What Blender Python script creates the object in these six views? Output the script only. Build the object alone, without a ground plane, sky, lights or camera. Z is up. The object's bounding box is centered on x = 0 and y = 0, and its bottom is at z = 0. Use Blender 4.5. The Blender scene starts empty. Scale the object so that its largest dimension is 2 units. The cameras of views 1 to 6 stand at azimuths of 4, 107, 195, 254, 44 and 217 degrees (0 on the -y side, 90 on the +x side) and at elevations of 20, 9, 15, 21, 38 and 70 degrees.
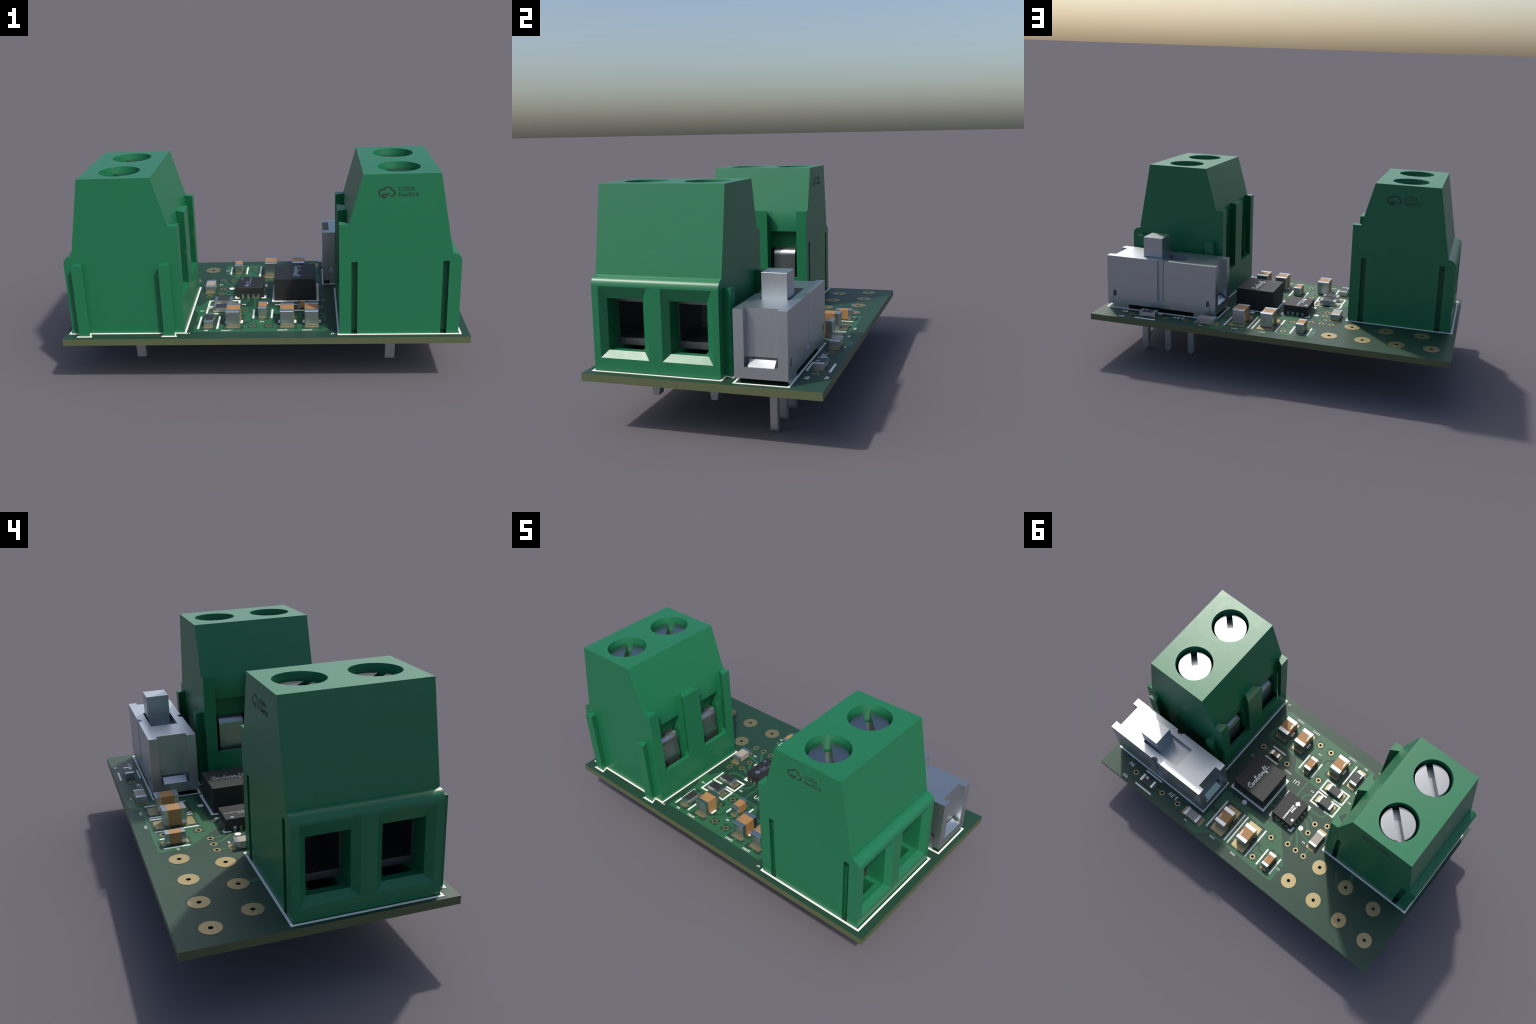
# A small voltage-regulator circuit board: a green PCB carrying two screw
# terminals, a slide switch, a moulded inductor, a regulator chip and a handful
# of chip capacitors and resistors.  1 mm of the real board = 0.05714 m here.
import bpy, bmesh, math
from mathutils import Matrix, Vector

ZB = 0.2336            # underside of the board
ZT = 0.2680            # top of the board
HALF_X, HALF_Y = 1.0, 0.529
scene = bpy.context.scene


# --------------------------------------------------------------- materials
def material(name, colour, rough=0.5, metal=0.0, grain=0.04, scale=60.0, ior=1.5,
             bump=0.0, spec=0.5, rough_var=0.03):
    m = bpy.data.materials.new(name)
    m.use_nodes = True
    nt = m.node_tree
    b = nt.nodes["Principled BSDF"]
    tc = nt.nodes.new("ShaderNodeTexCoord")
    nz = nt.nodes.new("ShaderNodeTexNoise")
    nz.inputs["Scale"].default_value = scale
    nz.inputs["Detail"].default_value = 3.0
    nt.links.new(tc.outputs["Object"], nz.inputs["Vector"])
    ramp = nt.nodes.new("ShaderNodeValToRGB")
    lo = [c * (1 - grain) for c in colour]
    hi = [min(1.0, c * (1 + grain)) for c in colour]
    ramp.color_ramp.elements[0].position = 0.3
    ramp.color_ramp.elements[1].position = 0.7
    ramp.color_ramp.elements[0].color = (*lo, 1)
    ramp.color_ramp.elements[1].color = (*hi, 1)
    nt.links.new(nz.outputs["Fac"], ramp.inputs["Fac"])
    nt.links.new(ramp.outputs["Color"], b.inputs["Base Color"])
    mr = nt.nodes.new("ShaderNodeMapRange")
    mr.inputs["To Min"].default_value = max(0.02, rough - rough_var)
    mr.inputs["To Max"].default_value = min(1.0, rough + rough_var)
    nt.links.new(nz.outputs["Fac"], mr.inputs["Value"])
    nt.links.new(mr.outputs["Result"], b.inputs["Roughness"])
    b.inputs["Metallic"].default_value = metal
    b.inputs["IOR"].default_value = ior
    b.inputs["Specular IOR Level"].default_value = spec
    if bump:
        bp = nt.nodes.new("ShaderNodeBump")
        bp.inputs["Strength"].default_value = bump
        bp.inputs["Distance"].default_value = 0.002
        nt.links.new(nz.outputs["Fac"], bp.inputs["Height"])
        nt.links.new(bp.outputs["Normal"], b.inputs["Normal"])
    return m


M_GREEN = material("green_plastic", (0.012, 0.162, 0.067), 0.37, grain=0.015, scale=25)
M_MASK = material("solder_mask", (0.012, 0.051, 0.028), 0.52, grain=0.03, scale=30)
M_COPPER_MASK = material("solder_mask_over_copper", (0.022, 0.119, 0.050), 0.50, grain=0.03, scale=30)
M_FR4 = material("board_core", (0.090, 0.110, 0.047), 0.6, grain=0.06, scale=90)
M_SILK = material("silkscreen_white", (0.88, 0.87, 0.82), 0.7, grain=0.015)
M_GOLD = material("gold_plating", (0.365, 0.305, 0.165), 0.50, metal=0.80, grain=0.02)
M_SWITCH = material("switch_shell_metal", (0.50, 0.54, 0.565), 0.38, metal=0.94, grain=0.015)
M_KNOB = material("switch_knob_metal", (0.50, 0.54, 0.565), 0.38, metal=0.94, grain=0.015)
M_SCREW = material("screw_metal", (0.335, 0.355, 0.375), 0.30, metal=1.0, grain=0.015, rough_var=0.0)
M_CLAMP = material("clamp_metal", (0.38, 0.40, 0.42), 0.34, metal=0.95, grain=0.02)
M_CAGE = material("cage_dark_steel", (0.22, 0.23, 0.24), 0.42, metal=0.95, grain=0.02)
M_PIN = material("pin_metal", (0.45, 0.47, 0.50), 0.40, metal=0.8, grain=0.02)
M_TIN = material("tin_termination", (0.52, 0.56, 0.58), 0.34, metal=1.0, grain=0.05, scale=400)
M_TAN = material("ceramic_tan", (0.40, 0.205, 0.074), 0.62, grain=0.02)
M_BEIGE = material("ceramic_beige", (0.375, 0.33, 0.275), 0.55, grain=0.02)
M_WHITE = material("ceramic_white", (0.52, 0.54, 0.53), 0.36, metal=0.8, grain=0.02)
M_RES = material("resistor_glaze", (0.030, 0.031, 0.034), 0.45, grain=0.03)
M_BLACK = material("moulded_black", (0.015, 0.016, 0.017), 0.58, grain=0.05, scale=200)
M_INK = material("chip_ink_white", (0.54, 0.58, 0.60), 0.42, metal=1.0, grain=0.01)
M_GREYINK = material("chip_ink_grey", (0.60, 0.58, 0.58), 0.42, metal=1.0, grain=0.01)
M_LOGO = material("logo_ink_dark", (0.022, 0.024, 0.026), 0.55, grain=0.01)
M_LOGOTEXT = material("logo_text_dark", (0.018, 0.034, 0.027), 0.55, grain=0.01)


# ------------------------------------------------------------ mesh helpers
def soften(me, angle):
    """Smooth shading below the angle, with large faces keeping their own normal."""
    me.shade_smooth()
    me.set_sharp_from_angle(angle=math.radians(angle))
    ob = bpy.data.objects.new("helper_soften", me)
    scene.collection.objects.link(ob)
    md = ob.modifiers.new("weighted", "WEIGHTED_NORMAL")
    md.keep_sharp = True
    md.weight = 100
    dg = bpy.context.evaluated_depsgraph_get()
    dg.update()
    out = bpy.data.meshes.new_from_object(ob.evaluated_get(dg))
    name = me.name
    bpy.data.objects.remove(ob)
    bpy.data.meshes.remove(me)
    out.name = name
    return out


def mesh_from_bm(bm, name, mat, smooth=None):
    bmesh.ops.recalc_face_normals(bm, faces=bm.faces)
    me = bpy.data.meshes.new(name)
    bm.to_mesh(me)
    bm.free()
    for m in (mat if isinstance(mat, (list, tuple)) else [mat]):
        me.materials.append(m)
    return soften(me, smooth) if smooth else me


def place(name, me, parent=None, loc=(0, 0, 0), rot=0.0):
    ob = bpy.data.objects.new(name, me)
    scene.collection.objects.link(ob)
    ob.location = loc
    ob.rotation_euler = (0, 0, rot)
    if parent:
        ob.parent = parent
    return ob


def add_box(bm, x0, x1, y0, y1, z0, z1):
    v = [bm.verts.new((x, y, z)) for z in (z0, z1) for x, y in ((x0, y0), (x1, y0), (x1, y1), (x0, y1))]
    fs = [(3, 2, 1, 0), (4, 5, 6, 7), (0, 1, 5, 4), (1, 2, 6, 5), (2, 3, 7, 6), (3, 0, 4, 7)]
    return [bm.faces.new([v[i] for i in f]) for f in fs]


def add_prism(bm, pts, a, b, axis="z"):
    """Extrude a 2D polygon from a to b along an axis. y: pts are (x,z); x: pts are (y,z)."""
    def at(p, h):
        return {"z": (p[0], p[1], h), "y": (p[0], h, p[1]), "x": (h, p[0], p[1])}[axis]
    lo = [bm.verts.new(at(p, a)) for p in pts]
    hi = [bm.verts.new(at(p, b)) for p in pts]
    bm.faces.new(lo[::-1])
    bm.faces.new(hi)
    n = len(pts)
    for i in range(n):
        bm.faces.new((lo[i], lo[(i + 1) % n], hi[(i + 1) % n], hi[i]))


def add_frustum(bm, r0, r1, x0, x1):
    """Funnel between two y-z rectangles (y0,y1,z0,z1) at x0 and x1."""
    rings = []
    for r, x in ((r0, x0), (r1, x1)):
        rings.append([bm.verts.new((x, y, z)) for y, z in ((r[0], r[2]), (r[1], r[2]), (r[1], r[3]), (r[0], r[3]))])
    a, b = rings
    bm.faces.new(a[::-1])
    bm.faces.new(b)
    for i in range(4):
        bm.faces.new((a[i], a[(i + 1) % 4], b[(i + 1) % 4], b[i]))


def circle(cx, cy, r, n=48, start=0.0):
    return [(cx + r * math.cos(start + 2 * math.pi * i / n), cy + r * math.sin(start + 2 * math.pi * i / n)) for i in range(n)]


def evaluated_mesh(ob, name):
    dg = bpy.context.evaluated_depsgraph_get()
    dg.update()
    return bpy.data.meshes.new_from_object(ob.evaluated_get(dg))


def carve(me, cutters, name, mats, smooth=30, join=()):
    """Boolean the mesh with a list of bmesh builders."""
    ob = place("helper_body", me)
    helpers = []
    for op, build in [("DIFFERENCE", c) for c in cutters] + [("UNION", j) for j in join]:
        bm = bmesh.new()
        build(bm)
        h = place("helper_tool", mesh_from_bm(bm, "helper_tool", mats))
        helpers.append(h)
        md = ob.modifiers.new("carve", "BOOLEAN")
        md.operation = op
        md.solver = "EXACT"
        md.object = h
    out = evaluated_mesh(ob, name)
    out.name = name
    for h in helpers + [ob]:
        m = h.data
        bpy.data.objects.remove(h)
        if m is not me:
            bpy.data.meshes.remove(m)
    return soften(out, smooth) if smooth else out


def rounded(bm, off, seg=2):
    bmesh.ops.bevel(bm, geom=list(bm.edges), offset=off, segments=seg, affect="EDGES", profile=0.5)


def rounded_rect(x0, x1, y0, y1, r, n=5):
    pts = []
    for cx, cy, a in ((x1 - r, y1 - r, 0), (x0 + r, y1 - r, 90), (x0 + r, y0 + r, 180), (x1 - r, y0 + r, 270)):
        for i in range(n + 1):
            t = math.radians(a + 90 * i / n)
            pts.append((cx + r * math.cos(t), cy + r * math.sin(t)))
    return pts


def stroke_outline(pts, w, cap=6):
    """Outline of an open polyline of full width w with round ends and mitred corners."""
    h = w / 2
    P = [Vector(p) for p in pts]
    left, right = [], []
    n = len(P)
    for i in range(n):
        if i == 0:
            d = (P[1] - P[0]).normalized()
            nrm = Vector((-d.y, d.x)); k = 1.0
        elif i == n - 1:
            d = (P[-1] - P[-2]).normalized()
            nrm = Vector((-d.y, d.x)); k = 1.0
        else:
            d0 = (P[i] - P[i - 1]).normalized()
            d1 = (P[i + 1] - P[i]).normalized()
            n0, n1 = Vector((-d0.y, d0.x)), Vector((-d1.y, d1.x))
            nrm = (n0 + n1).normalized()
            k = min(1.5, 1.0 / max(0.3, nrm.dot(n0)))
        left.append(P[i] + nrm * h * k)
        right.append(P[i] - nrm * h * k)

    def arc(c, a0):
        return [c + Vector((math.cos(a0 - math.pi * j / cap), math.sin(a0 - math.pi * j / cap))) * h for j in range(1, cap)]
    d = P[-1] - P[-2]
    end = arc(P[-1], math.atan2(d.x, -d.y))
    d = P[0] - P[1]
    beg = arc(P[0], math.atan2(d.x, -d.y))
    return [tuple(v) for v in left + end + right[::-1] + beg]


def smooth_path(pts, sub=6):
    """Catmull-Rom through control points."""
    P = [Vector(p) for p in pts]
    P = [2 * P[0] - P[1]] + P + [2 * P[-1] - P[-2]]
    out = []
    for i in range(1, len(P) - 2):
        a, b, c, d = P[i - 1:i + 3]
        for j in range(sub):
            t = j / sub
            out.append(0.5 * ((2 * b) + (c - a) * t + (2 * a - 5 * b + 4 * c - d) * t * t + (3 * b - a - 3 * c + d) * t ** 3))
    out.append(P[-2])
    return [tuple(p) for p in out]


def text_mesh(body, name, mat, width, height, thick=0.0008, bold=0.0):
    """Built-in font text, scaled to a box of width x height centred on the origin, in the xy plane."""
    cu = bpy.data.curves.new(name, "FONT")
    cu.body = body
    cu.size = 1.0
    cu.extrude = 0.1
    cu.offset = bold
    cu.resolution_u = 3
    ob = bpy.data.objects.new("helper_text", cu)
    scene.collection.objects.link(ob)
    me = evaluated_mesh(ob, name)
    bpy.data.objects.remove(ob)
    bpy.data.curves.remove(cu)
    me.name = name
    xs = [v.co.x for v in me.vertices]
    ys = [v.co.y for v in me.vertices]
    sx, sy = width / (max(xs) - min(xs)), height / (max(ys) - min(ys))
    me.transform(Matrix.Diagonal((sx, sy, thick / 0.2, 1)) @ Matrix.Translation((-(max(xs) + min(xs)) / 2, -(max(ys) + min(ys)) / 2, 0.1)))
    me.materials.clear()
    me.materials.append(mat)
    return me


def tube_mesh(strokes, name, mat, r):
    cu = bpy.data.curves.new(name, "CURVE")
    cu.dimensions = "3D"
    cu.bevel_depth = r
    cu.bevel_resolution = 2
    cu.use_fill_caps = True
    for st in strokes:
        sp = cu.splines.new("POLY")
        sp.points.add(len(st) - 1)
        for p, q in zip(sp.points, st):
            p.co = (*q, 0.0, 1.0)
    ob = bpy.data.objects.new("helper_curve", cu)
    scene.collection.objects.link(ob)
    me = evaluated_mesh(ob, name)
    bpy.data.objects.remove(ob)
    bpy.data.curves.remove(cu)
    me.name = name
    me.materials.clear()
    me.materials.append(mat)
    me.shade_smooth()
    return me


# ---------------------------------------------------------------- the thing
root = bpy.data.objects.new("power_converter_board", None)
scene.collection.objects.link(root)
root.empty_display_size = 0.2
root["label"] = "green circuit board with two screw terminals and a slide switch"
root["category"] = "circuit board"

# ------------------------------------------------------------- circuit board
VIAS = [(0.2877, -0.167), (0.1065, -0.1658), (-0.2599, 0.0291), (-0.2598, 0.0965), (-0.3247, -0.007),
        (-0.2095, 0.2244), (-0.2679, 0.2247), (-0.3255, 0.2244), (0.7828, 0.4494), (0.5732, 0.4497), (0.4566, 0.4430)]
VIAS_RELIEF = [(0.0218, -0.392), (-0.0598, -0.3925), (-0.1079, -0.2024), (-0.1086, 0.2542), (-0.0964, 0.4118)]
TEST_PADS = [(-0.4413, 0.2172), (-0.6295, 0.2172), (-0.8253, 0.2172),
             (-0.348, 0.3911), (-0.5286, 0.3911), (-0.7102, 0.3909), (-0.8907, 0.3909)]
VIA_R, VIA_HOLE, PAD_R, PAD_HOLE = 0.0157, 0.0080, 0.0432, 0.0097

bm = bmesh.new()
add_box(bm, -HALF_X, HALF_X, -HALF_Y, HALF_Y, ZB, ZT)
board_blank = mesh_from_bm(bm, "circuit_board", [M_FR4, M_MASK])


def drill(bm):
    for x, y in VIAS + VIAS_RELIEF:
        add_prism(bm, circle(x, y, VIA_HOLE, 20), ZB - 0.01, ZT + 0.01)
    for x, y in TEST_PADS:
        add_prism(bm, circle(x, y, PAD_HOLE, 24), ZB - 0.01, ZT + 0.01)


board_me = carve(board_blank, [drill], "circuit_board", [M_FR4, M_MASK])
for p in board_me.polygons:
    c = p.center
    edge = abs(abs(c.x) - HALF_X) < 1e-4 or abs(abs(c.y) - HALF_Y) < 1e-4
    p.material_index = 0 if edge else 1
board = place("circuit_board", board_me, root)

# copper under the solder mask: pours and tracks
Z_POUR, Z_TRACE, Z_RELIEF, Z_PAD, Z_SILK = ZT + 0.0005, ZT + 0.0008, ZT + 0.0010, ZT + 0.0022, ZT + 0.0016
POUR_GROUND = [(-.354, -.4545), (.304, -.456), (.319, -.441), (.319, -.3735), (.055, -.3720), (.047, -.262), (-.050, -.258),
               (-.064, -.298), (-.066, -.334), (-.080, -.350), (-.098, -.368), (-.120, -.372), (-.215, -.372), (-.3546, -.370)]
POUR_FEEDBACK = [(-.355, -.331), (-.262, -.332), (-.250, -.262), (-.244, -.238), (-.244, -.07), (-.262, -.0585), (-.323, -.0585),
                 (-.362, -.140), (-.392, -.125), (-.385, -.190), (-.357, -.230)]
POUR_OUTPUT = [(-.212, -.340), (-.118, -.340), (-.085, -.341), (-.0745, -.333), (-.0725, -.298), (-.060, -.248), (.055, -.252),
               (.064, -.341), (.3106, -.3412), (.3125, -.246), (.3015, -.235), (.085, -.2335), (.0425, -.1615), (.036, -.157),
               (-.140, -.157), (-.152, -.163), (-.215, -.205), (-.222, -.300)]
POUR_INPUT = [(.2878, .2007), (.273, .1887), (.007, .1885), (-.024, .1865), (-.048, .1875), (-.062, .170), (-.066, .140), (-.100, .140),
              (-.118, .170), (-.1353, .187), (-.1872, .249), (-.2673, .3369), (-.2693, .3539), (-.258, .357), (-.132, .3555), (-.0976, .3523),
              (-.0925, .3357), (-.0955, .3229), (-.080, .327), (-.070, .3185), (.240, .3155), (.283, .3178)]
POUR_RETURN = [(.2766, .3415), (.2434, .3396), (-.0734, .338), (-.0900, .3432), (-.0945, .3605), (-.103, .3645), (-.2646, .3645),
               (-.2688, .4502), (-.2528, .4631), (.201, .4627), (.255, .5146), (.340, .513), (.337, .470), (.2785, .3964)]
POUR_SWITCHED = [(.105, -.060), (.062, -.030), (.018, .030), (.018, .110), (.060, .135), (.105, .135)]
bm = bmesh.new()
for pour in (POUR_GROUND, POUR_FEEDBACK, POUR_OUTPUT, POUR_INPUT, POUR_RETURN, POUR_SWITCHED):
    add_prism(bm, pour, ZT - 0.001, Z_POUR)
pour_blank = mesh_from_bm(bm, "copper_pour", M_COPPER_MASK)


def via_clearance(bm):
    for x, y in VIAS + VIAS_RELIEF:
        add_prism(bm, circle(x, y, VIA_HOLE + .0015, 20), ZT - .01, ZT + .01)


place("copper_pour", carve(pour_blank, [via_clearance], "copper_pour", M_COPPER_MASK, smooth=None), board)

TRACKS = [
    [(-.0653, -.150), (-.0653, -.030)],
    [(-.1075, -.020), (-.1030, -.045), (-.1040, -.066), (-.1130, -.086), (-.1300, -.097), (-.1600, -.108)],
    [(-.165, .0146), (-.175, -.006), (-.1774, -.0244), (-.2000, -.0250), (-.2406, -.0256), (-.268, -.034), (-.277, -.0576), (-.278, -.0850)],
    [(-.165, .0146), (-.1968, .0140), (-.2194, .0166), (-.2343, .0278), (-.2520, .0300)],
    [(-.165, .0435), (-.1939, .0442), (-.2160, .0511), (-.2326, .0659), (-.2500, .0900)],
    [(-.165, .0724), (-.190, .0830), (-.2070, .1020), (-.2105, .1083), (-.2335, .1248), (-.2704, .1335), (-.300, .140)],
    [(-.165, .1008), (-.182, .108), (-.1975, .1259), (-.2359, .1682), (-.260, .205), (-.2679, .2247)],
    [(-.1352, .140), (-.160, .146), (-.180, .152), (-.1942, .164), (-.2070, .190), (-.2095, .2244)],
    [(-.3255, .2244), (-.3260, .160)],
    [(-.3247, -.007), (-.3260, .040)],
    [(.7828, .4494), (.7200, .4494)], [(.6400, .4494), (.5732, .4497)],
    [(.4566, .4430), (.3900, .4430)],
    [(.2877, -.167), (.2250, -.166)], [(.1650, -.166), (.1065, -.1658)],
    [(-.012, .0273), (.020, .020), (.024, -.020)], [(-.012, .0841), (.018, .098), (.060, .100)],
]


def stop_at_holes(path):
    """Shorten a track so that its rounded end stays clear of a via bore."""
    out = [Vector(p) for p in path]
    for end in (0, -1):
        for v in VIAS + VIAS_RELIEF:
            v = Vector(v)
            if (out[end] - v).length < .015:
                while len(out) > 2 and (out[1 if end == 0 else -2] - v).length < .0152:
                    out.pop(end)
                d = (out[1 if end == 0 else -2] - v).normalized()
                out[end] = v + d * .0150
    return [tuple(p) for p in out]


bm = bmesh.new()
for i, t in enumerate(TRACKS):
    path = stop_at_holes(smooth_path(t) if len(t) > 2 else t)
    add_prism(bm, stroke_outline(path, 0.0125), ZT - 0.001, Z_TRACE + 0.00004 * i)
add_prism(bm, stroke_outline([(-.6285, .1950), (-.6225, .1400), (-.6225, .060)], 0.027), ZT - 0.001, Z_TRACE)
place("copper_track", mesh_from_bm(bm, "copper_track", M_COPPER_MASK), board)

# gold pads -----------------------------------------------------------------
# (x0, x1, y0, y1, thermal relief?)
PADS = []


def pad_pair_y(cx, cy, w, reach, inner, relief):
    PADS.append((cx - w / 2, cx + w / 2, cy - reach, cy - inner, relief))
    PADS.append((cx - w / 2, cx + w / 2, cy + inner, cy + reach, relief))


def pad_pair_x(cx, cy, w, reach, inner, relief):
    PADS.append((cx - reach, cx - inner, cy - w / 2, cy + w / 2, relief))
    PADS.append((cx + inner, cx + reach, cy - w / 2, cy + w / 2, relief))


for cx in (-0.1588, 0.1151, 0.2389):
    pad_pair_y(cx, -0.3410, 0.0725, 0.0735, 0.022, True)
for cx in (0.0060, 0.1665):
    pad_pair_y(cx, 0.3412, 0.0865, 0.0925, 0.022, True)
for cx, cy in ((-0.0155, -0.2445), (-0.1890, 0.3765)):
    pad_pair_y(cx, cy, 0.0400, 0.0580, 0.019, True)
pad_pair_y(-0.2852, -0.3485, 0.0490, 0.0680, 0.024, True)
pad_pair_y(-0.3272, 0.1000, 0.0540, 0.0700, 0.024, False)
pad_pair_x(-0.2322, -0.2050, 0.0460, 0.0640, 0.022, False)
pad_pair_x(-0.2325, -0.1090, 0.0460, 0.0640, 0.022, False)
pad_pair_x(0.6812, 0.4490, 0.0470, 0.0545, 0.022, False)
pad_pair_x(0.3340, 0.4425, 0.0550, 0.0710, 0.022, False)
pad_pair_x(0.1957, -0.1665, 0.0320, 0.0420, 0.010, False)

pad_meshes = {}


def pad_mesh(w, h):
    key = (round(w, 4), round(h, 4))
    if key not in pad_meshes:
        bm = bmesh.new()
        add_prism(bm, rounded_rect(-w / 2, w / 2, -h / 2, h / 2, min(w, h) * 0.10), ZT - 0.001, Z_PAD)
        pad_meshes[key] = mesh_from_bm(bm, "solder_pad", M_GOLD)
    return pad_meshes[key]


GAP, SPOKE = 0.0150, 0.0075
bm = bmesh.new()
for x0, x1, y0, y1, relief in PADS:
    cx, cy, w, h = (x0 + x1) / 2, (y0 + y1) / 2, x1 - x0, y1 - y0
    place("solder_pad", pad_mesh(w, h), board, (cx, cy, 0))
    if not relief:
        continue
    for sx in (-1, 1):
        for sy in (-1, 1):
            ax, ay = w / 2, h / 2
            ell = [(SPOKE, ay - .002), (SPOKE, ay + GAP), (ax + GAP, ay + GAP), (ax + GAP, SPOKE), (ax - .002, SPOKE), (ax - .002, ay - .002)]
            add_prism(bm, [(cx + sx * px, cy + sy * py) for px, py in ell], ZT - 0.001, Z_RELIEF)
for x, y in VIAS_RELIEF:
    for q in range(4):
        a = math.radians(45 + 90 * q)
        half = math.radians(27)
        ring = [(x + r * math.cos(a + s * half * (k / 6 - 0.5) * 2), y + r * math.sin(a + s * half * (k / 6 - 0.5) * 2))
                for r, s in ((0.0285, 1), (0.0160, -1)) for k in range(7)]
        add_prism(bm, ring, ZT - 0.001, Z_RELIEF)
relief_ob = place("thermal_relief", mesh_from_bm(bm, "thermal_relief", M_MASK), board)


def ring_mesh(name, r_out, r_in, z0, z1, n=40):
    bm = bmesh.new()
    rows = [[bm.verts.new((*p, z)) for p in circle(0, 0, r, n)] for r, z in ((r_out, z0), (r_out, z1), (r_in, z1), (r_in, z0))]
    for a in range(4):
        A, B = rows[a], rows[(a + 1) % 4]
        for i in range(n):
            bm.faces.new((A[i], A[(i + 1) % n], B[(i + 1) % n], B[i]))
    return mesh_from_bm(bm, name, M_GOLD, 30)


for z0, z1 in ((ZT - 0.001, Z_PAD - 0.0006), (ZB - 0.0014, ZB + 0.001)):
    ring = ring_mesh("test_pad", PAD_R, PAD_HOLE + 0.0002, z0, z1, 64)
    for x, y in TEST_PADS:
        place("test_pad", ring, board, (x, y, 0))
    ring = ring_mesh("via", VIA_R, VIA_HOLE + 0.0002, z0, z1)
    for x, y in VIAS + VIAS_RELIEF:
        place("via", ring, board, (x, y, 0))

# silkscreen -----------------------------------------------------------------
LINE = 0.0098


def silk(points, w=LINE, name="silkscreen_line", z=Z_SILK):
    bm = bmesh.new()
    add_prism(bm, stroke_outline(points, w), ZT - 0.001, z)
    return place(name, mesh_from_bm(bm, name, M_SILK), board)


# bars beside the two-terminal parts
for x in (-0.2372, -0.3342):
    silk([(x, -.4165), (x, -.2775)])
for x in (0.0328, -0.0628):
    silk([(x, -.2965), (x, -.1935)])
for y in (-0.2058, -0.1277):
    silk([(.2395, y), (.1515, y)])
for x in (0.0740, -0.0612, 0.2338, 0.0972):
    silk([(x, .2448), (x, .4368)])
for x in (-0.1408, -0.2354):
    silk([(x, .3235), (x, .4303)])
for y in (0.4000, 0.5000):
    silk([(.7380, y), (.6235, y)], 0.0102)
for cx in (-0.1588, 0.1151, 0.2389):
    for s in (-1, 1):
        silk([(cx + s * 0.0405, -.3545), (cx + s * 0.0405, -.3280)], 0.0118)
# brackets round the two side-by-side resistors
for cy in (-0.2025, -0.1092):
    silk([(-.2095, cy - .0378), (-.1512, cy - .0378), (-.1512, cy + .0385), (-.2085, cy + .0385)], 0.0100)
    silk([(-.2540, cy - .0365), (-.3128, cy - .0378), (-.3128, cy + .0375), (-.2555, cy + .0395)], 0.0100)
# chip corners and pin-one dots
silk([(-.1600, -.0350), (-.1745, -.0350), (-.1745, -.0125)], 0.0115)
silk([(-.0300, -.0350), (-.0140, -.0350), (-.0140, .0010)], 0.0115)
silk([(-.0190, .1530), (-.0150, .1500), (-.0150, .1240)], 0.0115)
silk([(-.1590, .1530), (-.1740, .1500), (-.1740, .1260)], 0.0115)
for x, y in ((-0.2096, 0.1008), (0.1517, 0.1845)):
    bm = bmesh.new()
    add_prism(bm, circle(x, y, 0.0151, 32), ZT - 0.001, Z_SILK)
    place("silkscreen_dot", mesh_from_bm(bm, "silkscreen_dot", M_SILK), board)


def silk_loop(points, w, name):
    """Closed outline drawn as a ring of width w."""
    bm = bmesh.new()
    P = [Vector(p) for p in points]
    n = len(P)
    rows = {}
    for k, s in (("o", 1), ("i", -1)):
        ring = []
        for i in range(n):
            d0, d1 = (P[i] - P[i - 1]).normalized(), (P[(i + 1) % n] - P[i]).normalized()
            n0, n1 = Vector((d0.y, -d0.x)), Vector((d1.y, -d1.x))
            m = (n0 + n1).normalized()
            ring.append(P[i] + m * s * w / 2 / max(0.35, m.dot(n0)))
        rows[k] = ring
    lay = [[bm.verts.new((p.x, p.y, z)) for p in rows[k]] for k, z in (("o", ZT - .001), ("o", Z_SILK), ("i", Z_SILK), ("i", ZT - .001))]
    for a in range(4):
        A, B = lay[a], lay[(a + 1) % 4]
        for i in range(n):
            bm.faces.new((A[i], A[(i + 1) % n], B[(i + 1) % n], B[i]))
    return place(name, mesh_from_bm(bm, name, M_SILK), board)


silk_loop([(.0320, -.0830), (.2735, -.0830), (.2735, .1545), (.0320, .1545)], 0.0125, "silkscreen_outline")
silk_loop([(.3050, .1515), (.9700, .1515), (.9700, .3835), (.3050, .3835)], 0.0090, "silkscreen_outline")

# reference labels ------------------------------------------------------------
LABELS = [("COUT3", .2135, -.4420, .0480, .0125), ("COUT2", .0912, -.4410, .0480, .0125), ("COUT1", -.1900, -.4420, .0480, .0125),
          ("C4", -.0155, -.3415, .0200, .0118), ("R2", -.2912, -.4400, .0200, .0118), ("R1", -.3387, -.2035, .0195, .0115),
          ("R3", -.1230, -.1230, .0195, .0115), ("R4", -.2750, .1588, .0195, .0115), ("C1", -.2598, .3768, .0200, .0115),
          ("CIN1", .0052, .4715, .0360, .0118), ("CIN2", .1627, .4702, .0360, .0118), ("CVAUX", .0690, -.1298, .0500, .0118),
          ("L1", .3030, -.0772, .0180, .0110), ("R6", .3540, .4882, .0195, .0115), ("J2", .3395, -.4875, .0185, .0120),
          ("J1", -.3780, -.4720, .0185, .0120), ("R5", .8208, .5045, .0310, .0160), ("U1", -.0135, -.1095, .0370, .0250)]
for body, x, y, w, h in LABELS:
    place("reference_label", text_mesh(body, "reference_label", M_SILK, w, h, bold=0.012), board, (x, y, ZT + 0.0008))
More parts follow.
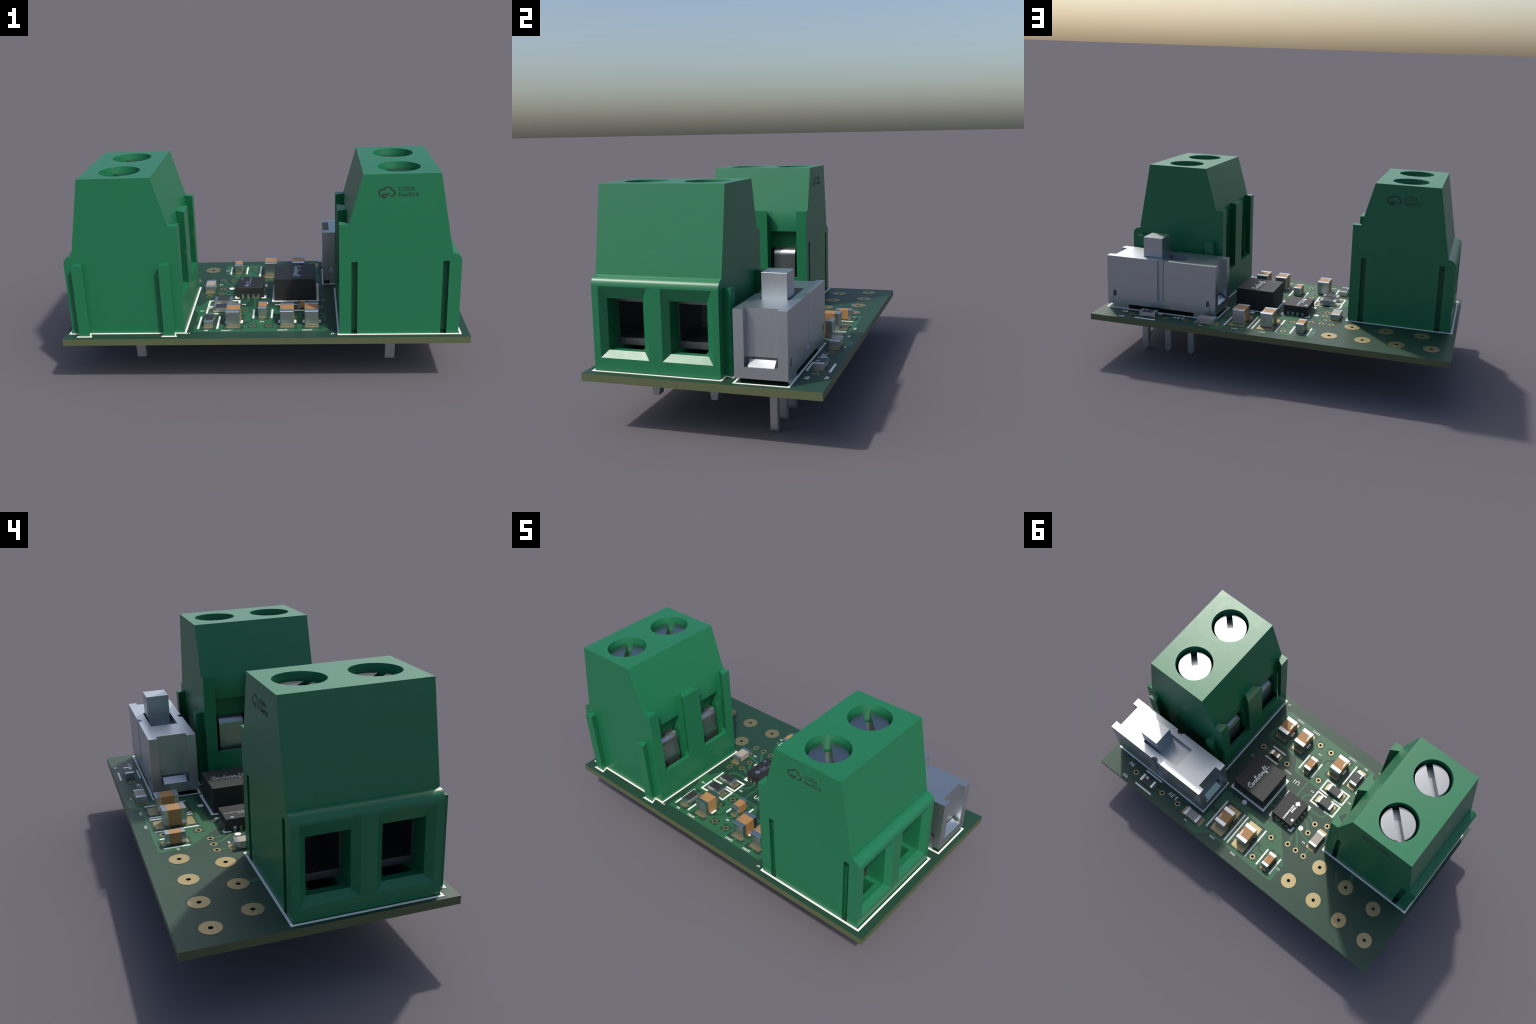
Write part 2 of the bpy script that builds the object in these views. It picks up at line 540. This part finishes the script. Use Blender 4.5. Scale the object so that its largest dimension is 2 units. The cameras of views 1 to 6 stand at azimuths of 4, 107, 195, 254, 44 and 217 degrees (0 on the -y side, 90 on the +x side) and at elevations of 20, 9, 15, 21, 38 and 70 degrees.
for body, x, y, w in (("9V", .8385, .4235, .0370), ("3.3V", .5090, .4225, .0660)):
    place("voltage_label", text_mesh(body, "voltage_label", M_SILK, w, .0250, bold=0.008), board, (x, y, ZT + 0.0008))


# ------------------------------------------------------------ screw terminals
def fillet(cx, cz, r, a0, a1, n=8):
    return [(cx + r * math.cos(math.radians(a0 + (a1 - a0) * i / n)), cz + r * math.sin(math.radians(a0 + (a1 - a0) * i / n))) for i in range(n + 1)]


HW = 0.2887                       # half width
POLE = 0.1447                     # pole offset
PROFILE = [(-.2882, ZT + .0006), (-.2882, .8278), (-.2442, .8278), (-.1783, 1.0670), (.1723, 1.0670), (.2404, .6830)] + \
          fillet(.2435, .6415, .0405, 88, 0)[0:] + [(.2840, ZT + .0006)]

bm = bmesh.new()
add_prism(bm, PROFILE, -HW, HW, "y")
term_blank = mesh_from_bm(bm, "screw_terminal", M_GREEN)

cut = []
for s in (-1, 1):
    def funnel(bm, s=s):
        y = sorted((s * .0313, s * .2580)); yi = sorted((s * .0600, s * .2295))
        k = 0.2                                      # push the mouth a little past the face
        o = (y[0] - (yi[0] - y[0]) * k, y[1] + (y[1] - yi[1]) * k, .3265 - .03 * k, .6395 + .055 * k)
        add_frustum(bm, (yi[0], yi[1], .3565, .5845), o, .2600, .2840 + .024 * k)
    def throat(bm, s=s):
        yi = sorted((s * .0600, s * .2295))
        add_box(bm, .190, .2605, yi[0], yi[1], .3565, .5845)
    def chamber(bm, s=s):
        yi = sorted((s * .0601, s * .2296))
        add_box(bm, -.230, .200, yi[0], yi[1], .3564, .6010)
    def back_gap(bm, s=s):
        yi = sorted((s * .0602, s * .2294))
        add_box(bm, -.2620, -.100, yi[0], yi[1], .3563, .4440)
    def sump(bm, s=s):
        yi = sorted((s * .0845, s * .2050))
        add_box(bm, -.180, .2280, yi[0], yi[1], .2600, .3600)
    def recess(bm, s=s):
        d0, d1 = .0328 - .0590, .2565 - .2320
        o = -.2882 - .02
        f = (.2882 + .02 - .2442) / (.2882 - .2442)
        pts = [(-.2442, s * .0328), (-.2442, s * .2565), (o, s * (.2565 - d1 * f)), (o, s * (.0328 - d0 * f))]
        add_prism(bm, pts, .4435, .8800, "z")
    def window(bm, s=s):
        yi = sorted((s * .0620, s * .2272))
        add_box(bm, -.260, -.188, yi[0], yi[1], .4434, .7060)
    def screw_well(bm, s=s):
        add_prism(bm, circle(-.003, s * .1456, .0998, 72), .9300, 1.10)
    cut += [funnel, throat, chamber, back_gap, sump, recess, window, screw_well]
for pc in (-.2165, .2118):
    def groove(bm, pc=pc):
        pts = [(pc - .0140, -HW - .0012), (pc + .0140, -HW - .0012), (pc + .0285, -HW + .0370), (pc - .0285, -HW + .0370)]
        add_prism(bm, pts, ZT - .02, .6440, "z")
    cut.append(groove)
term_me = carve(term_blank, cut, "screw_terminal", M_GREEN, smooth=20)

bm = bmesh.new()
for pc in (-.2165, .2118):
    pts = [(pc - .0140, HW - .001), (pc + .0140, HW - .001), (pc + .0275, HW + .0365), (pc - .0275, HW + .0365)]
    add_prism(bm, pts, ZT + .0006, .6435, "z")
rib_me = mesh_from_bm(bm, "locking_rib", M_GREEN)

# screw: slotted pan head
bm = bmesh.new()
prof = [(0.0, .925), (.0700, .925), (.0700, .955), (.0900, .958)] + [(.0850 + .0050 * math.cos(math.radians(a)), 1.0300 + .0050 * math.sin(math.radians(a))) for a in (0, 22, 45, 68, 90)] + [(0.0, 1.0350)]
NS = 64
rings = []
for r, z in prof:
    rings.append([bm.verts.new((0, 0, z))] if r == 0 else [bm.verts.new((*p, z)) for p in circle(0, 0, r, NS)])
for A, B in zip(rings, rings[1:]):
    for i in range(NS):
        j = (i + 1) % NS
        if len(A) == 1:
            bm.faces.new((A[0], B[i], B[j]))
        elif len(B) == 1:
            bm.faces.new((A[i], A[j], B[0]))
        else:
            bm.faces.new((A[i], A[j], B[j], B[i]))
screw_blank = mesh_from_bm(bm, "screw", M_SCREW)


def slot(bm):
    d = Vector((1, -1)).normalized()
    n = Vector((d.y, -d.x))
    pts = [d * .13 + n * .0170, d * .13 - n * .0170, d * -.13 - n * .0170, d * -.13 + n * .0170]
    add_prism(bm, [tuple(p) for p in pts], .9790, 1.08)


screw_me = carve(screw_blank, [slot], "screw", M_SCREW, smooth=35)

# wire clamp: a bent box open to the front, rounded where the back turns over
bm = bmesh.new()


def clamp_side(t_floor, t_back, t_top, x1):
    """x-z outline of the bent strip, inset by separate thicknesses."""
    x0, z0, z1 = -.2360 + t_back, .3710 + t_floor, .6060 - t_top
    r0, r1 = max(.006, .020 - t_back), max(.008, .042 - t_back)
    return [(x1, z0)] + fillet(x0 + r0, z0 + r0, r0, 270, 180, 5) + fillet(x0 + r1, z1 - r1, r1, 180, 90, 8) + [(x1, z1)]


outer, inner = clamp_side(0, 0, 0, -.1000), clamp_side(.0130, .0250, .0250, -.1000)
add_prism(bm, outer + inner[::-1], -.0627, .0627, "y")
clamp_me = mesh_from_bm(bm, "wire_clamp", M_CLAMP, 35)
# the cage behind the wire entry: floor, ceiling, thin cheeks and a closed back
bm = bmesh.new()
add_box(bm, -.1000, .1690, -.0844, .0844, .3572, .3885)
add_box(bm, -.1000, .1690, -.0844, .0844, .5530, .5850)
add_box(bm, -.1000, -.0880, -.0843, .0843, .3890, .5525)
for s in (-1, 1):
    y = sorted((s * .0843, s * .0810))
    add_box(bm, -.0875, .1650, y[0], y[1], .3890, .5525)
cheek_me = mesh_from_bm(bm, "clamp_cage", M_CAGE)

bm = bmesh.new()
add_prism(bm, [(-.0255, .3600), (.0255, .3600), (.0255, .1400), (.0145, .0690), (-.0145, .0690), (-.0255, .1400)], -.0522, -.0045, "x")
tpin_me = mesh_from_bm(bm, "solder_pin", M_PIN)

# printed cloud badge and two lines of lettering on the grooved side
cloud = [[(-.0942, .9660)] + [(-.0885 + .0180 * math.cos(math.radians(a)), .9800 + .0172 * math.sin(math.radians(a))) for a in range(232, 72, -12)]
         + [(-.0662 + .0192 * math.cos(math.radians(a)), .9885 + .0190 * math.sin(math.radians(a))) for a in range(158, 12, -12)]
         + [(-.0488 + .0145 * math.cos(math.radians(a)), .9785 + .0138 * math.sin(math.radians(a))) for a in range(72, -92, -12)] + [(-.0535, .9647)],
         [(-.0748, .9697), (-.0590, .9773)]]
cloud.append([(-.0831 + .0086 * math.cos(t * math.pi / 12), .9650 + .0086 * math.sin(t * math.pi / 12)) for t in range(25)])
badge_me = tube_mesh(cloud, "cloud_badge", M_LOGO, .0035)
badge_me.transform(Matrix.Rotation(math.pi / 2, 4, "X"))
badge_me.transform(Matrix.Diagonal((1, .25, 1, 1)))
badge_me.transform(Matrix.Translation((0, -HW - .0001, 0)))

VERT = Matrix.Rotation(math.pi / 2, 4, "X")
line1 = text_mesh("LCEDA", "printed_name", M_LOGOTEXT, .0700, .0182, thick=.0008)
line1.transform(Matrix.Translation((.0175, -HW, .9975)) @ VERT)
line2 = text_mesh("EasyEDA", "printed_name", M_LOGOTEXT, .0915, .0232, thick=.0008)
line2.transform(Matrix.Translation((.0288, -HW, .9680)) @ VERT)

for tx, ty, rot in ((0.6615, -0.2022, 0.0), (-0.6830, -0.1728, math.pi)):
    t = place("screw_terminal", term_me, root, (tx, ty, 0), rot)
    place("locking_rib", rib_me, t)
    place("cloud_badge", badge_me, t)
    place("printed_name", line1, t)
    place("printed_name", line2, t)
    for s in (-1, 1):
        place("screw", screw_me, t, (-.003, s * .1456, 0))
        place("wire_clamp", clamp_me, t, (0, s * POLE, 0))
        place("clamp_cage", cheek_me, t, (0, s * POLE, 0))
        place("solder_pin", tpin_me, t, (0, s * POLE, 0))

# silkscreen round the terminals follows the ribs
def terminal_outline(tx, ty, sgn):
    a = HW + .0055
    x0, x1 = -.2920, .2945
    pts = [(x0, -a), (x1, -a), (x1, a)]
    for pc in (.2118, -.2165):
        pts += [(pc + .0180, a), (pc + .0325, a + .0355), (pc - .0325, a + .0355), (pc - .0180, a)]
    pts += [(x0, a)]
    return [(tx + sgn * p[0], ty + sgn * p[1]) for p in pts]


silk_loop(terminal_outline(0.6615, -0.2022, 1), 0.0095, "silkscreen_outline")
silk_loop(terminal_outline(-0.6830, -0.1728, -1), 0.0095, "silkscreen_outline")

# --------------------------------------------------------------- slide switch
SX, SY = 0.6375, 0.2680            # centre
LX, LY = 0.3305, 0.1140            # half length, half width
TOP, LOW = 0.5765, 0.2905
bm = bmesh.new()
add_box(bm, -LX, LX, -LY, LY, LOW, TOP)
shell_blank = mesh_from_bm(bm, "slide_switch", M_SWITCH)


def end_recess(bm):
    for s in (-1, 1):
        x = sorted((s * (LX - .0350), s * (LX + .02)))
        add_box(bm, x[0], x[1], -.0708, .0718, .3380, TOP + .02)


def knob_slot(bm):
    add_box(bm, -.1255, .1255, -.0672, .0675, .5300, TOP + .02)


def end_window(bm):
    for s in (-1, 1):
        x = sorted((s * (LX - .0620), s * (LX - .0340)))
        add_box(bm, x[0], x[1], -.0706, .0704, .3381, .3740)


def side_groove(bm):
    for s in (-1, 1):
        add_prism(bm, circle(0, s * (LY + .0015), .0208, 28), .3380, TOP + .02)


def side_notch(bm):
    for s in (-1, 1):
        for e in (-1, 1):
            x = sorted((e * .2752, e * .2960)); y = sorted((s * (LY - .034), s * (LY + .02)))
            add_box(bm, x[0], x[1], y[0], y[1], .3390, .3735)


def side_seam(bm):
    for s in (-1, 1):
        for e in (-1, 1):
            x = sorted((e * .2945, e * .2962)); y = sorted((s * (LY - .008), s * (LY + .02)))
            add_box(bm, x[0], x[1], y[0], y[1], .2700, .3400)


def belly(bm):
    add_box(bm, -.2950, .2950, -LY + .010, LY - .010, .2700, .3000)


def under_edge(bm):
    add_box(bm, -.2010, .2010, -LY - .02, LY + .02, .2600, .2952)


shell_me = carve(shell_blank, [end_recess, knob_slot, end_window, side_groove, side_notch, side_seam, belly, under_edge], "slide_switch", M_SWITCH, smooth=32)
switch = place("slide_switch", shell_me, root, (SX, SY, 0))

bm = bmesh.new()
for s in (-1, 1):
    for e in (-1, 1):
        x = sorted((e * .2010, e * .2940)); y = sorted((s * (LY - .012), s * (LY - .0006)))
        add_box(bm, x[0], x[1], y[0], y[1], ZT + .0030, .3300)
    y = sorted((s * (LY - .012), s * (LY - .0008)))
    add_box(bm, -.2005, .2005, y[0], y[1], .2958, .3300)
place("shell_foot", mesh_from_bm(bm, "shell_foot", M_SWITCH), switch)

bm = bmesh.new()
add_box(bm, -.2900, .2900, -LY + .016, LY - .016, .2960, .3300)
place("switch_base", mesh_from_bm(bm, "switch_base", M_BLACK), switch)

bm = bmesh.new()
for s in (-1, 1):
    pts = [(s * (LX - .058), .3300), (s * (LX - .001), .3300), (s * (LX - .0015), .3395), (s * (LX - .034), .3640), (s * (LX - .058), .3640)]
    add_prism(bm, pts, -.0560, .0560, "y")
place("latch_tab", mesh_from_bm(bm, "latch_tab", M_SWITCH), switch)

bm = bmesh.new()
add_box(bm, .0140, .1275, -.0555, .0580, .5305, .6905)
rounded(bm, .0012, 1)
place("slider_knob", mesh_from_bm(bm, "slider_knob", M_KNOB), switch)

bm = bmesh.new()
pin_prof = [(.0178, .3000), (.0178, .0200)] + [(.0178 * math.cos(math.radians(a)), .0178 - .0178 * math.sin(math.radians(a))) for a in range(10, 180, 20)] + [(-.0178, .0200), (-.0178, .3000)]
lowest = min(p[1] for p in pin_prof)
pin_prof = [(x, z if z > .1 else z - lowest) for x, z in pin_prof]
add_prism(bm, pin_prof, -.0165, .0160, "y")
spin_me = mesh_from_bm(bm, "solder_pin", M_PIN, 35)
for dx in (-.1435, 0, .1435):
    place("solder_pin", spin_me, switch, (dx, 0, 0))

# pin pads under the board
pin_ring = ring_mesh("pin_pad", .044, .020, ZB - .0016, ZB + .001)
for x, y in [(SX + d, SY) for d in (-.1435, 0, .1435)] + [(.6615 - .028, -.2022 + s * POLE) for s in (-1, 1)] + [(-.683 + .028, -.1728 + s * POLE) for s in (-1, 1)]:
    place("pin_pad", pin_ring, board, (x, y, 0))

# ----------------------------------------------------------- chip components
ZC = Z_PAD + 0.0004


def chip_mesh(name, L, W, H, end, body, top=None):
    """Body of a chip part lying along x: ceramic block between the end caps."""
    bm = bmesh.new()
    add_box(bm, -L / 2 + end * .5, L / 2 - end * .5, -W / 2 + .0008, W / 2 - .0008, ZC + .0008, ZC + H - .0008)
    return mesh_from_bm(bm, name, body)


def caps_mesh(L, W, H, end, r=.0022):
    bm = bmesh.new()
    for s in (-1, 1):
        x = sorted((s * (L / 2 - end), s * L / 2))
        b2 = bmesh.new()
        add_box(b2, x[0], x[1], -W / 2, W / 2, ZC, ZC + H)
        es = [e for e in b2.edges if all(abs(abs(v.co.x) - L / 2) < 1e-6 for v in e.verts)]
        bmesh.ops.bevel(b2, geom=es, offset=r, segments=3, affect="EDGES", profile=0.5)
        tmp = bpy.data.meshes.new("helper")
        b2.to_mesh(tmp)
        b2.free()
        bm.from_mesh(tmp)
        bpy.data.meshes.remove(tmp)
    return mesh_from_bm(bm, "end_cap", M_TIN)


def chip_marking(L, W, H, n, mat):
    """A row of tiny printed strokes along one long edge of the top."""
    bm = bmesh.new()
    z = ZC + H - .0008
    y = W * .37
    x0, x1 = (-L * .25, L * .06) if n > 2 else (-L * .24, L * .06)
    t = W * (.020 if n > 2 else .014)
    add_box(bm, x0, x1, y - t, y + t, z - .001, z + .0007)
    for k in range(n if n > 2 else 0):
        x = x0 + (x1 - x0) * (.08 + .26 * k)
        hgt = W * (.10 if k == 1 else .05)
        add_box(bm, x - L * .014, x + L * .014, y - t - hgt, y - t - .0001, z - .001, z + .0006)
    return mesh_from_bm(bm, "chip_marking", mat)


cap_big = (chip_mesh("capacitor", .1095, .0700, .0800, .0250, M_TAN), caps_mesh(.1095, .0700, .0800, .0250, .004), chip_marking(.1095, .0700, .0800, 3, M_GREYINK))
cap_small = (chip_mesh("capacitor", .0895, .0440, .0525, .0185, M_TAN), caps_mesh(.0895, .0440, .0525, .0185, .003), chip_marking(.0895, .0440, .0525, 1, M_GREYINK))
cap_tiny = (chip_mesh("capacitor", .0600, .0285, .0285, .0165, M_TAN), caps_mesh(.0600, .0285, .0285, .0165, .0018), None)
HALF = math.pi / 2
for x, y, kind, rot in [(-.1588, -.3408, cap_big, HALF), (.1151, -.3408, cap_big, HALF), (.2389, -.3408, cap_big, HALF),
                        (.0055, .3411, cap_big, -HALF), (.1665, .3408, cap_big, -HALF),
                        (-.0155, -.2445, cap_small, HALF), (-.1890, .3745, cap_small, -HALF), (.1945, -.1655, cap_tiny, 0)]:
    c = place("capacitor", kind[0], root, (x, y, 0), rot)
    place("end_cap", kind[1], c)
    if kind[2]:
        place("chip_marking", kind[2], c)

RL, RW, RH = .0955, .0450, .0300
res_body = chip_mesh("resistor", RL, RW, RH, .0150, M_WHITE)
res_caps = caps_mesh(RL, RW, RH, .0150, .002)
bm = bmesh.new()
add_box(bm, -RL / 2 + .0155, RL / 2 - .0155, -RW / 2 + .0006, RW / 2 - .0006, ZC + RH - .003, ZC + RH - .0003)
res_top = mesh_from_bm(bm, "resistive_film", M_RES)
res_mark = None
for x, y, rot in ((-.2850, -.3492, HALF), (-.2322, -.2030, 0), (-.2328, -.1080, 0), (.6797, .4495, 0)):
    r = place("resistor", res_body, root, (x, y, 0), rot)
    place("end_cap", res_caps, r)
    place("resistive_film", res_top, r)
    if rot:
        bm = bmesh.new()
        add_prism(bm, stroke_outline([(-RL * .30, RW * .38), (-RL * .10, RW * .38)], .0050), ZC + RH - .001, ZC + RH + .0004)
        place("chip_marking", mesh_from_bm(bm, "chip_marking", M_INK), r)
    elif x > 0:
        bm = bmesh.new()
        add_prism(bm, [(.0265, -.0070), (.0060, -.0030), (.0060, -.0110), (.0170, -.0220)], ZC + RH - .001, ZC + RH + .0004)
        place("chip_marking", mesh_from_bm(bm, "chip_marking", M_GREYINK), r)

led_body = chip_mesh("resistor", .0990, .0520, .0335, .0160, M_BEIGE)
led_caps = caps_mesh(.0990, .0520, .0335, .0165, .002)
for x, y, rot in ((-.3270, .0995, HALF), (.3325, .4435, 0)):
    r = place("resistor", led_body, root, (x, y, 0), rot)
    place("end_cap", led_caps, r)

# ----------------------------------------------------------------- inductor
bm = bmesh.new()
add_box(bm, .0395, .2628, -.0757, .1470, ZT + .0040, .3940)
rounded(bm, .0035, 2)
inductor = place("inductor", mesh_from_bm(bm, "inductor", M_BLACK, 40), root)
bm = bmesh.new()
for x0, x1 in ((.052, .110), (.194, .252)):
    add_box(bm, x0, x1, -.060, .130, ZT - .001, ZT + .0045)
place("solder_pad", mesh_from_bm(bm, "solder_pad", M_GOLD), inductor)

SCRIPT = [
    [(.0086, .0167), (.0032, .0158), (.0039, .0206), (.0108, .0234), (.0120, .0288), (.0055, .0307), (-.0025, .0267), (-.0085, .0171),
     (-.0083, .0063), (-.0021, -.0002), (.0082, .0001), (.0124, .0082), (.0183, .0122), (.0243, .0098), (.0245, .0027), (.0197, -.0020),
     (.0152, .0009), (.0184, .0064), (.0293, .0081), (.0369, .0100), (.0405, .0150), (.0393, .0090), (.0358, .0019), (.0394, -.0025),
     (.0453, .0015), (.0515, .0147), (.0550, .0257), (.0599, .0309), (.0624, .0279), (.0573, .0151), (.0514, .0016), (.0556, -.0017),
     (.0621, .0016), (.0660, .0120), (.0727, .0152), (.0767, .0121), (.0744, .0073)],
    [(.0676, .0081), (.0645, .0006), (.0680, -.0038), (.0740, -.0018), (.0793, .0069), (.0839, .0165), (.0880, .0183), (.0858, .0122),
     (.0922, .0101), (.0892, .0062), (.0850, -.0001), (.0889, -.0042), (.0946, .0033), (.0999, .0120), (.1060, .0141), (.1111, .0095),
     (.1086, .0031), (.1000, .0005), (.0971, .0040), (.1093, .0080), (.1093, .0022), (.1086, -.0027), (.1152, -.0031)],
    [(.1145, -.0023), (.1240, .0127), (.1303, .0280), (.1357, .0310), (.1338, .0236), (.1283, .0075), (.1270, -.0081), (.1261, -.0147),
     (.1221, -.0136), (.1232, -.0054), (.1293, .0024), (.1312, -.0018)],
    [(.1468, .0268), (.1417, .0140), (.1384, .0026), (.1429, -.0010), (.1514, .0000), (.1603, -.0015)],
    [(.1362, .0168), (.1527, .0156)],
]
script_me = tube_mesh([smooth_path(s, 4) if len(s) > 2 else s for s in SCRIPT], "script_name", M_INK, .0022)
script_me.transform(Matrix.Diagonal((1, 1, .3, 1)))
place("script_name", script_me, inductor, (.1500, .1120, .3940), -HALF)

# ------------------------------------------------------------ regulator chip
UX, UY, UW, UH = -.0953, .0575, .1425, .1660
bm = bmesh.new()
add_box(bm, -UW / 2, UW / 2, -UH / 2, UH / 2, ZC - .0006, .3250)
rounded(bm, .0010, 1)
chip = place("regulator_chip", mesh_from_bm(bm, "regulator_chip", M_BLACK), root, (UX, UY, 0))
# side leads and their pads
lead_x = [-.1363 - UX, -.1077 - UX, -.0795 - UX, -.0510 - UX]
lead_yl = [.0146 - UY, .0435 - UY, .0724 - UY, .1008 - UY]
lead_yr = [.0273 - UY, .0558 - UY, .0841 - UY]
bm = bmesh.new()
for s in (-1, 1):
    for x in lead_x:
        y = sorted((s * (UH / 2 - .008), s * (UH / 2 + .0008)))
        add_box(bm, x - .0068, x + .0068, y[0], y[1], ZC - .0004, ZC + .0165)
for s, ys in ((-1, lead_yl), (1, lead_yr)):
    for yy in ys:
        x = sorted((s * (UW / 2 - .008), s * (UW / 2 + .0008)))
        add_box(bm, x[0], x[1], yy - .0068, yy + .0068, ZC - .0004, ZC + .0165)
place("chip_lead", mesh_from_bm(bm, "chip_lead", M_TIN), chip)
bm = bmesh.new()
for s in (-1, 1):
    for x in lead_x[:2]:
        add_prism(bm, stroke_outline([(x, s * (UH / 2 - .012)), (x, s * (UH / 2 + .0015))], .0135), ZT - .001, Z_PAD - .0004)
    xm = (lead_x[2] + lead_x[3]) / 2
    pts = [(xm + .0212 * math.cos(math.radians(a)), s * (UH / 2 - .004 + .0145 * math.sin(math.radians(a)))) for a in range(0, 181, 12)]
    add_prism(bm, pts + [(xm - .0212, s * (UH / 2 - .02)), (xm + .0212, s * (UH / 2 - .02))], ZT - .001, Z_PAD - .0004)
for s, ys in ((-1, lead_yl), (1, lead_yr)):
    for yy in ys:
        add_prism(bm, stroke_outline([(s * (UW / 2 - .012), yy), (s * (UW / 2 + .0035), yy)], .0130), ZT - .001, Z_PAD - .0004)
place("chip_pad", mesh_from_bm(bm, "chip_pad", M_GOLD), chip)
# printing: pin-one dot, emblem, two lines running along +y
bm = bmesh.new()
add_prism(bm, circle(-.1486 - UX, .1070 - UY, .0083, 28), .3246, .3256)
place("pin_one_dot", mesh_from_bm(bm, "pin_one_dot", M_INK), chip)
star = [(-.0175, .0040), (-.0075, .0055), (-.0068, .0150), (.0030, .0150), (.0040, .0080), (.0150, .0060), (.0128, -.0015), (.0160, -.0080),
        (.0065, -.0085), (-.0005, -.0170), (-.0055, -.0090), (-.0120, -.0060)]
bm = bmesh.new()
add_prism(bm, star, .3246, .3256)
place("printed_emblem", mesh_from_bm(bm, "printed_emblem", M_INK), chip, (-.1140 - UX, .0090 - UY, 0), HALF)
for body, x, y, w, h in (("TEXAS", -.1155, .0515, .0425, .0118), ("INSTRUMENTS", -.1003, .0812, .1010, .0100)):
    place("printed_name", text_mesh(body, "printed_name", M_INK, w, h, thick=.0008, bold=.02), chip, (x - UX, y - UY, .3248), HALF)
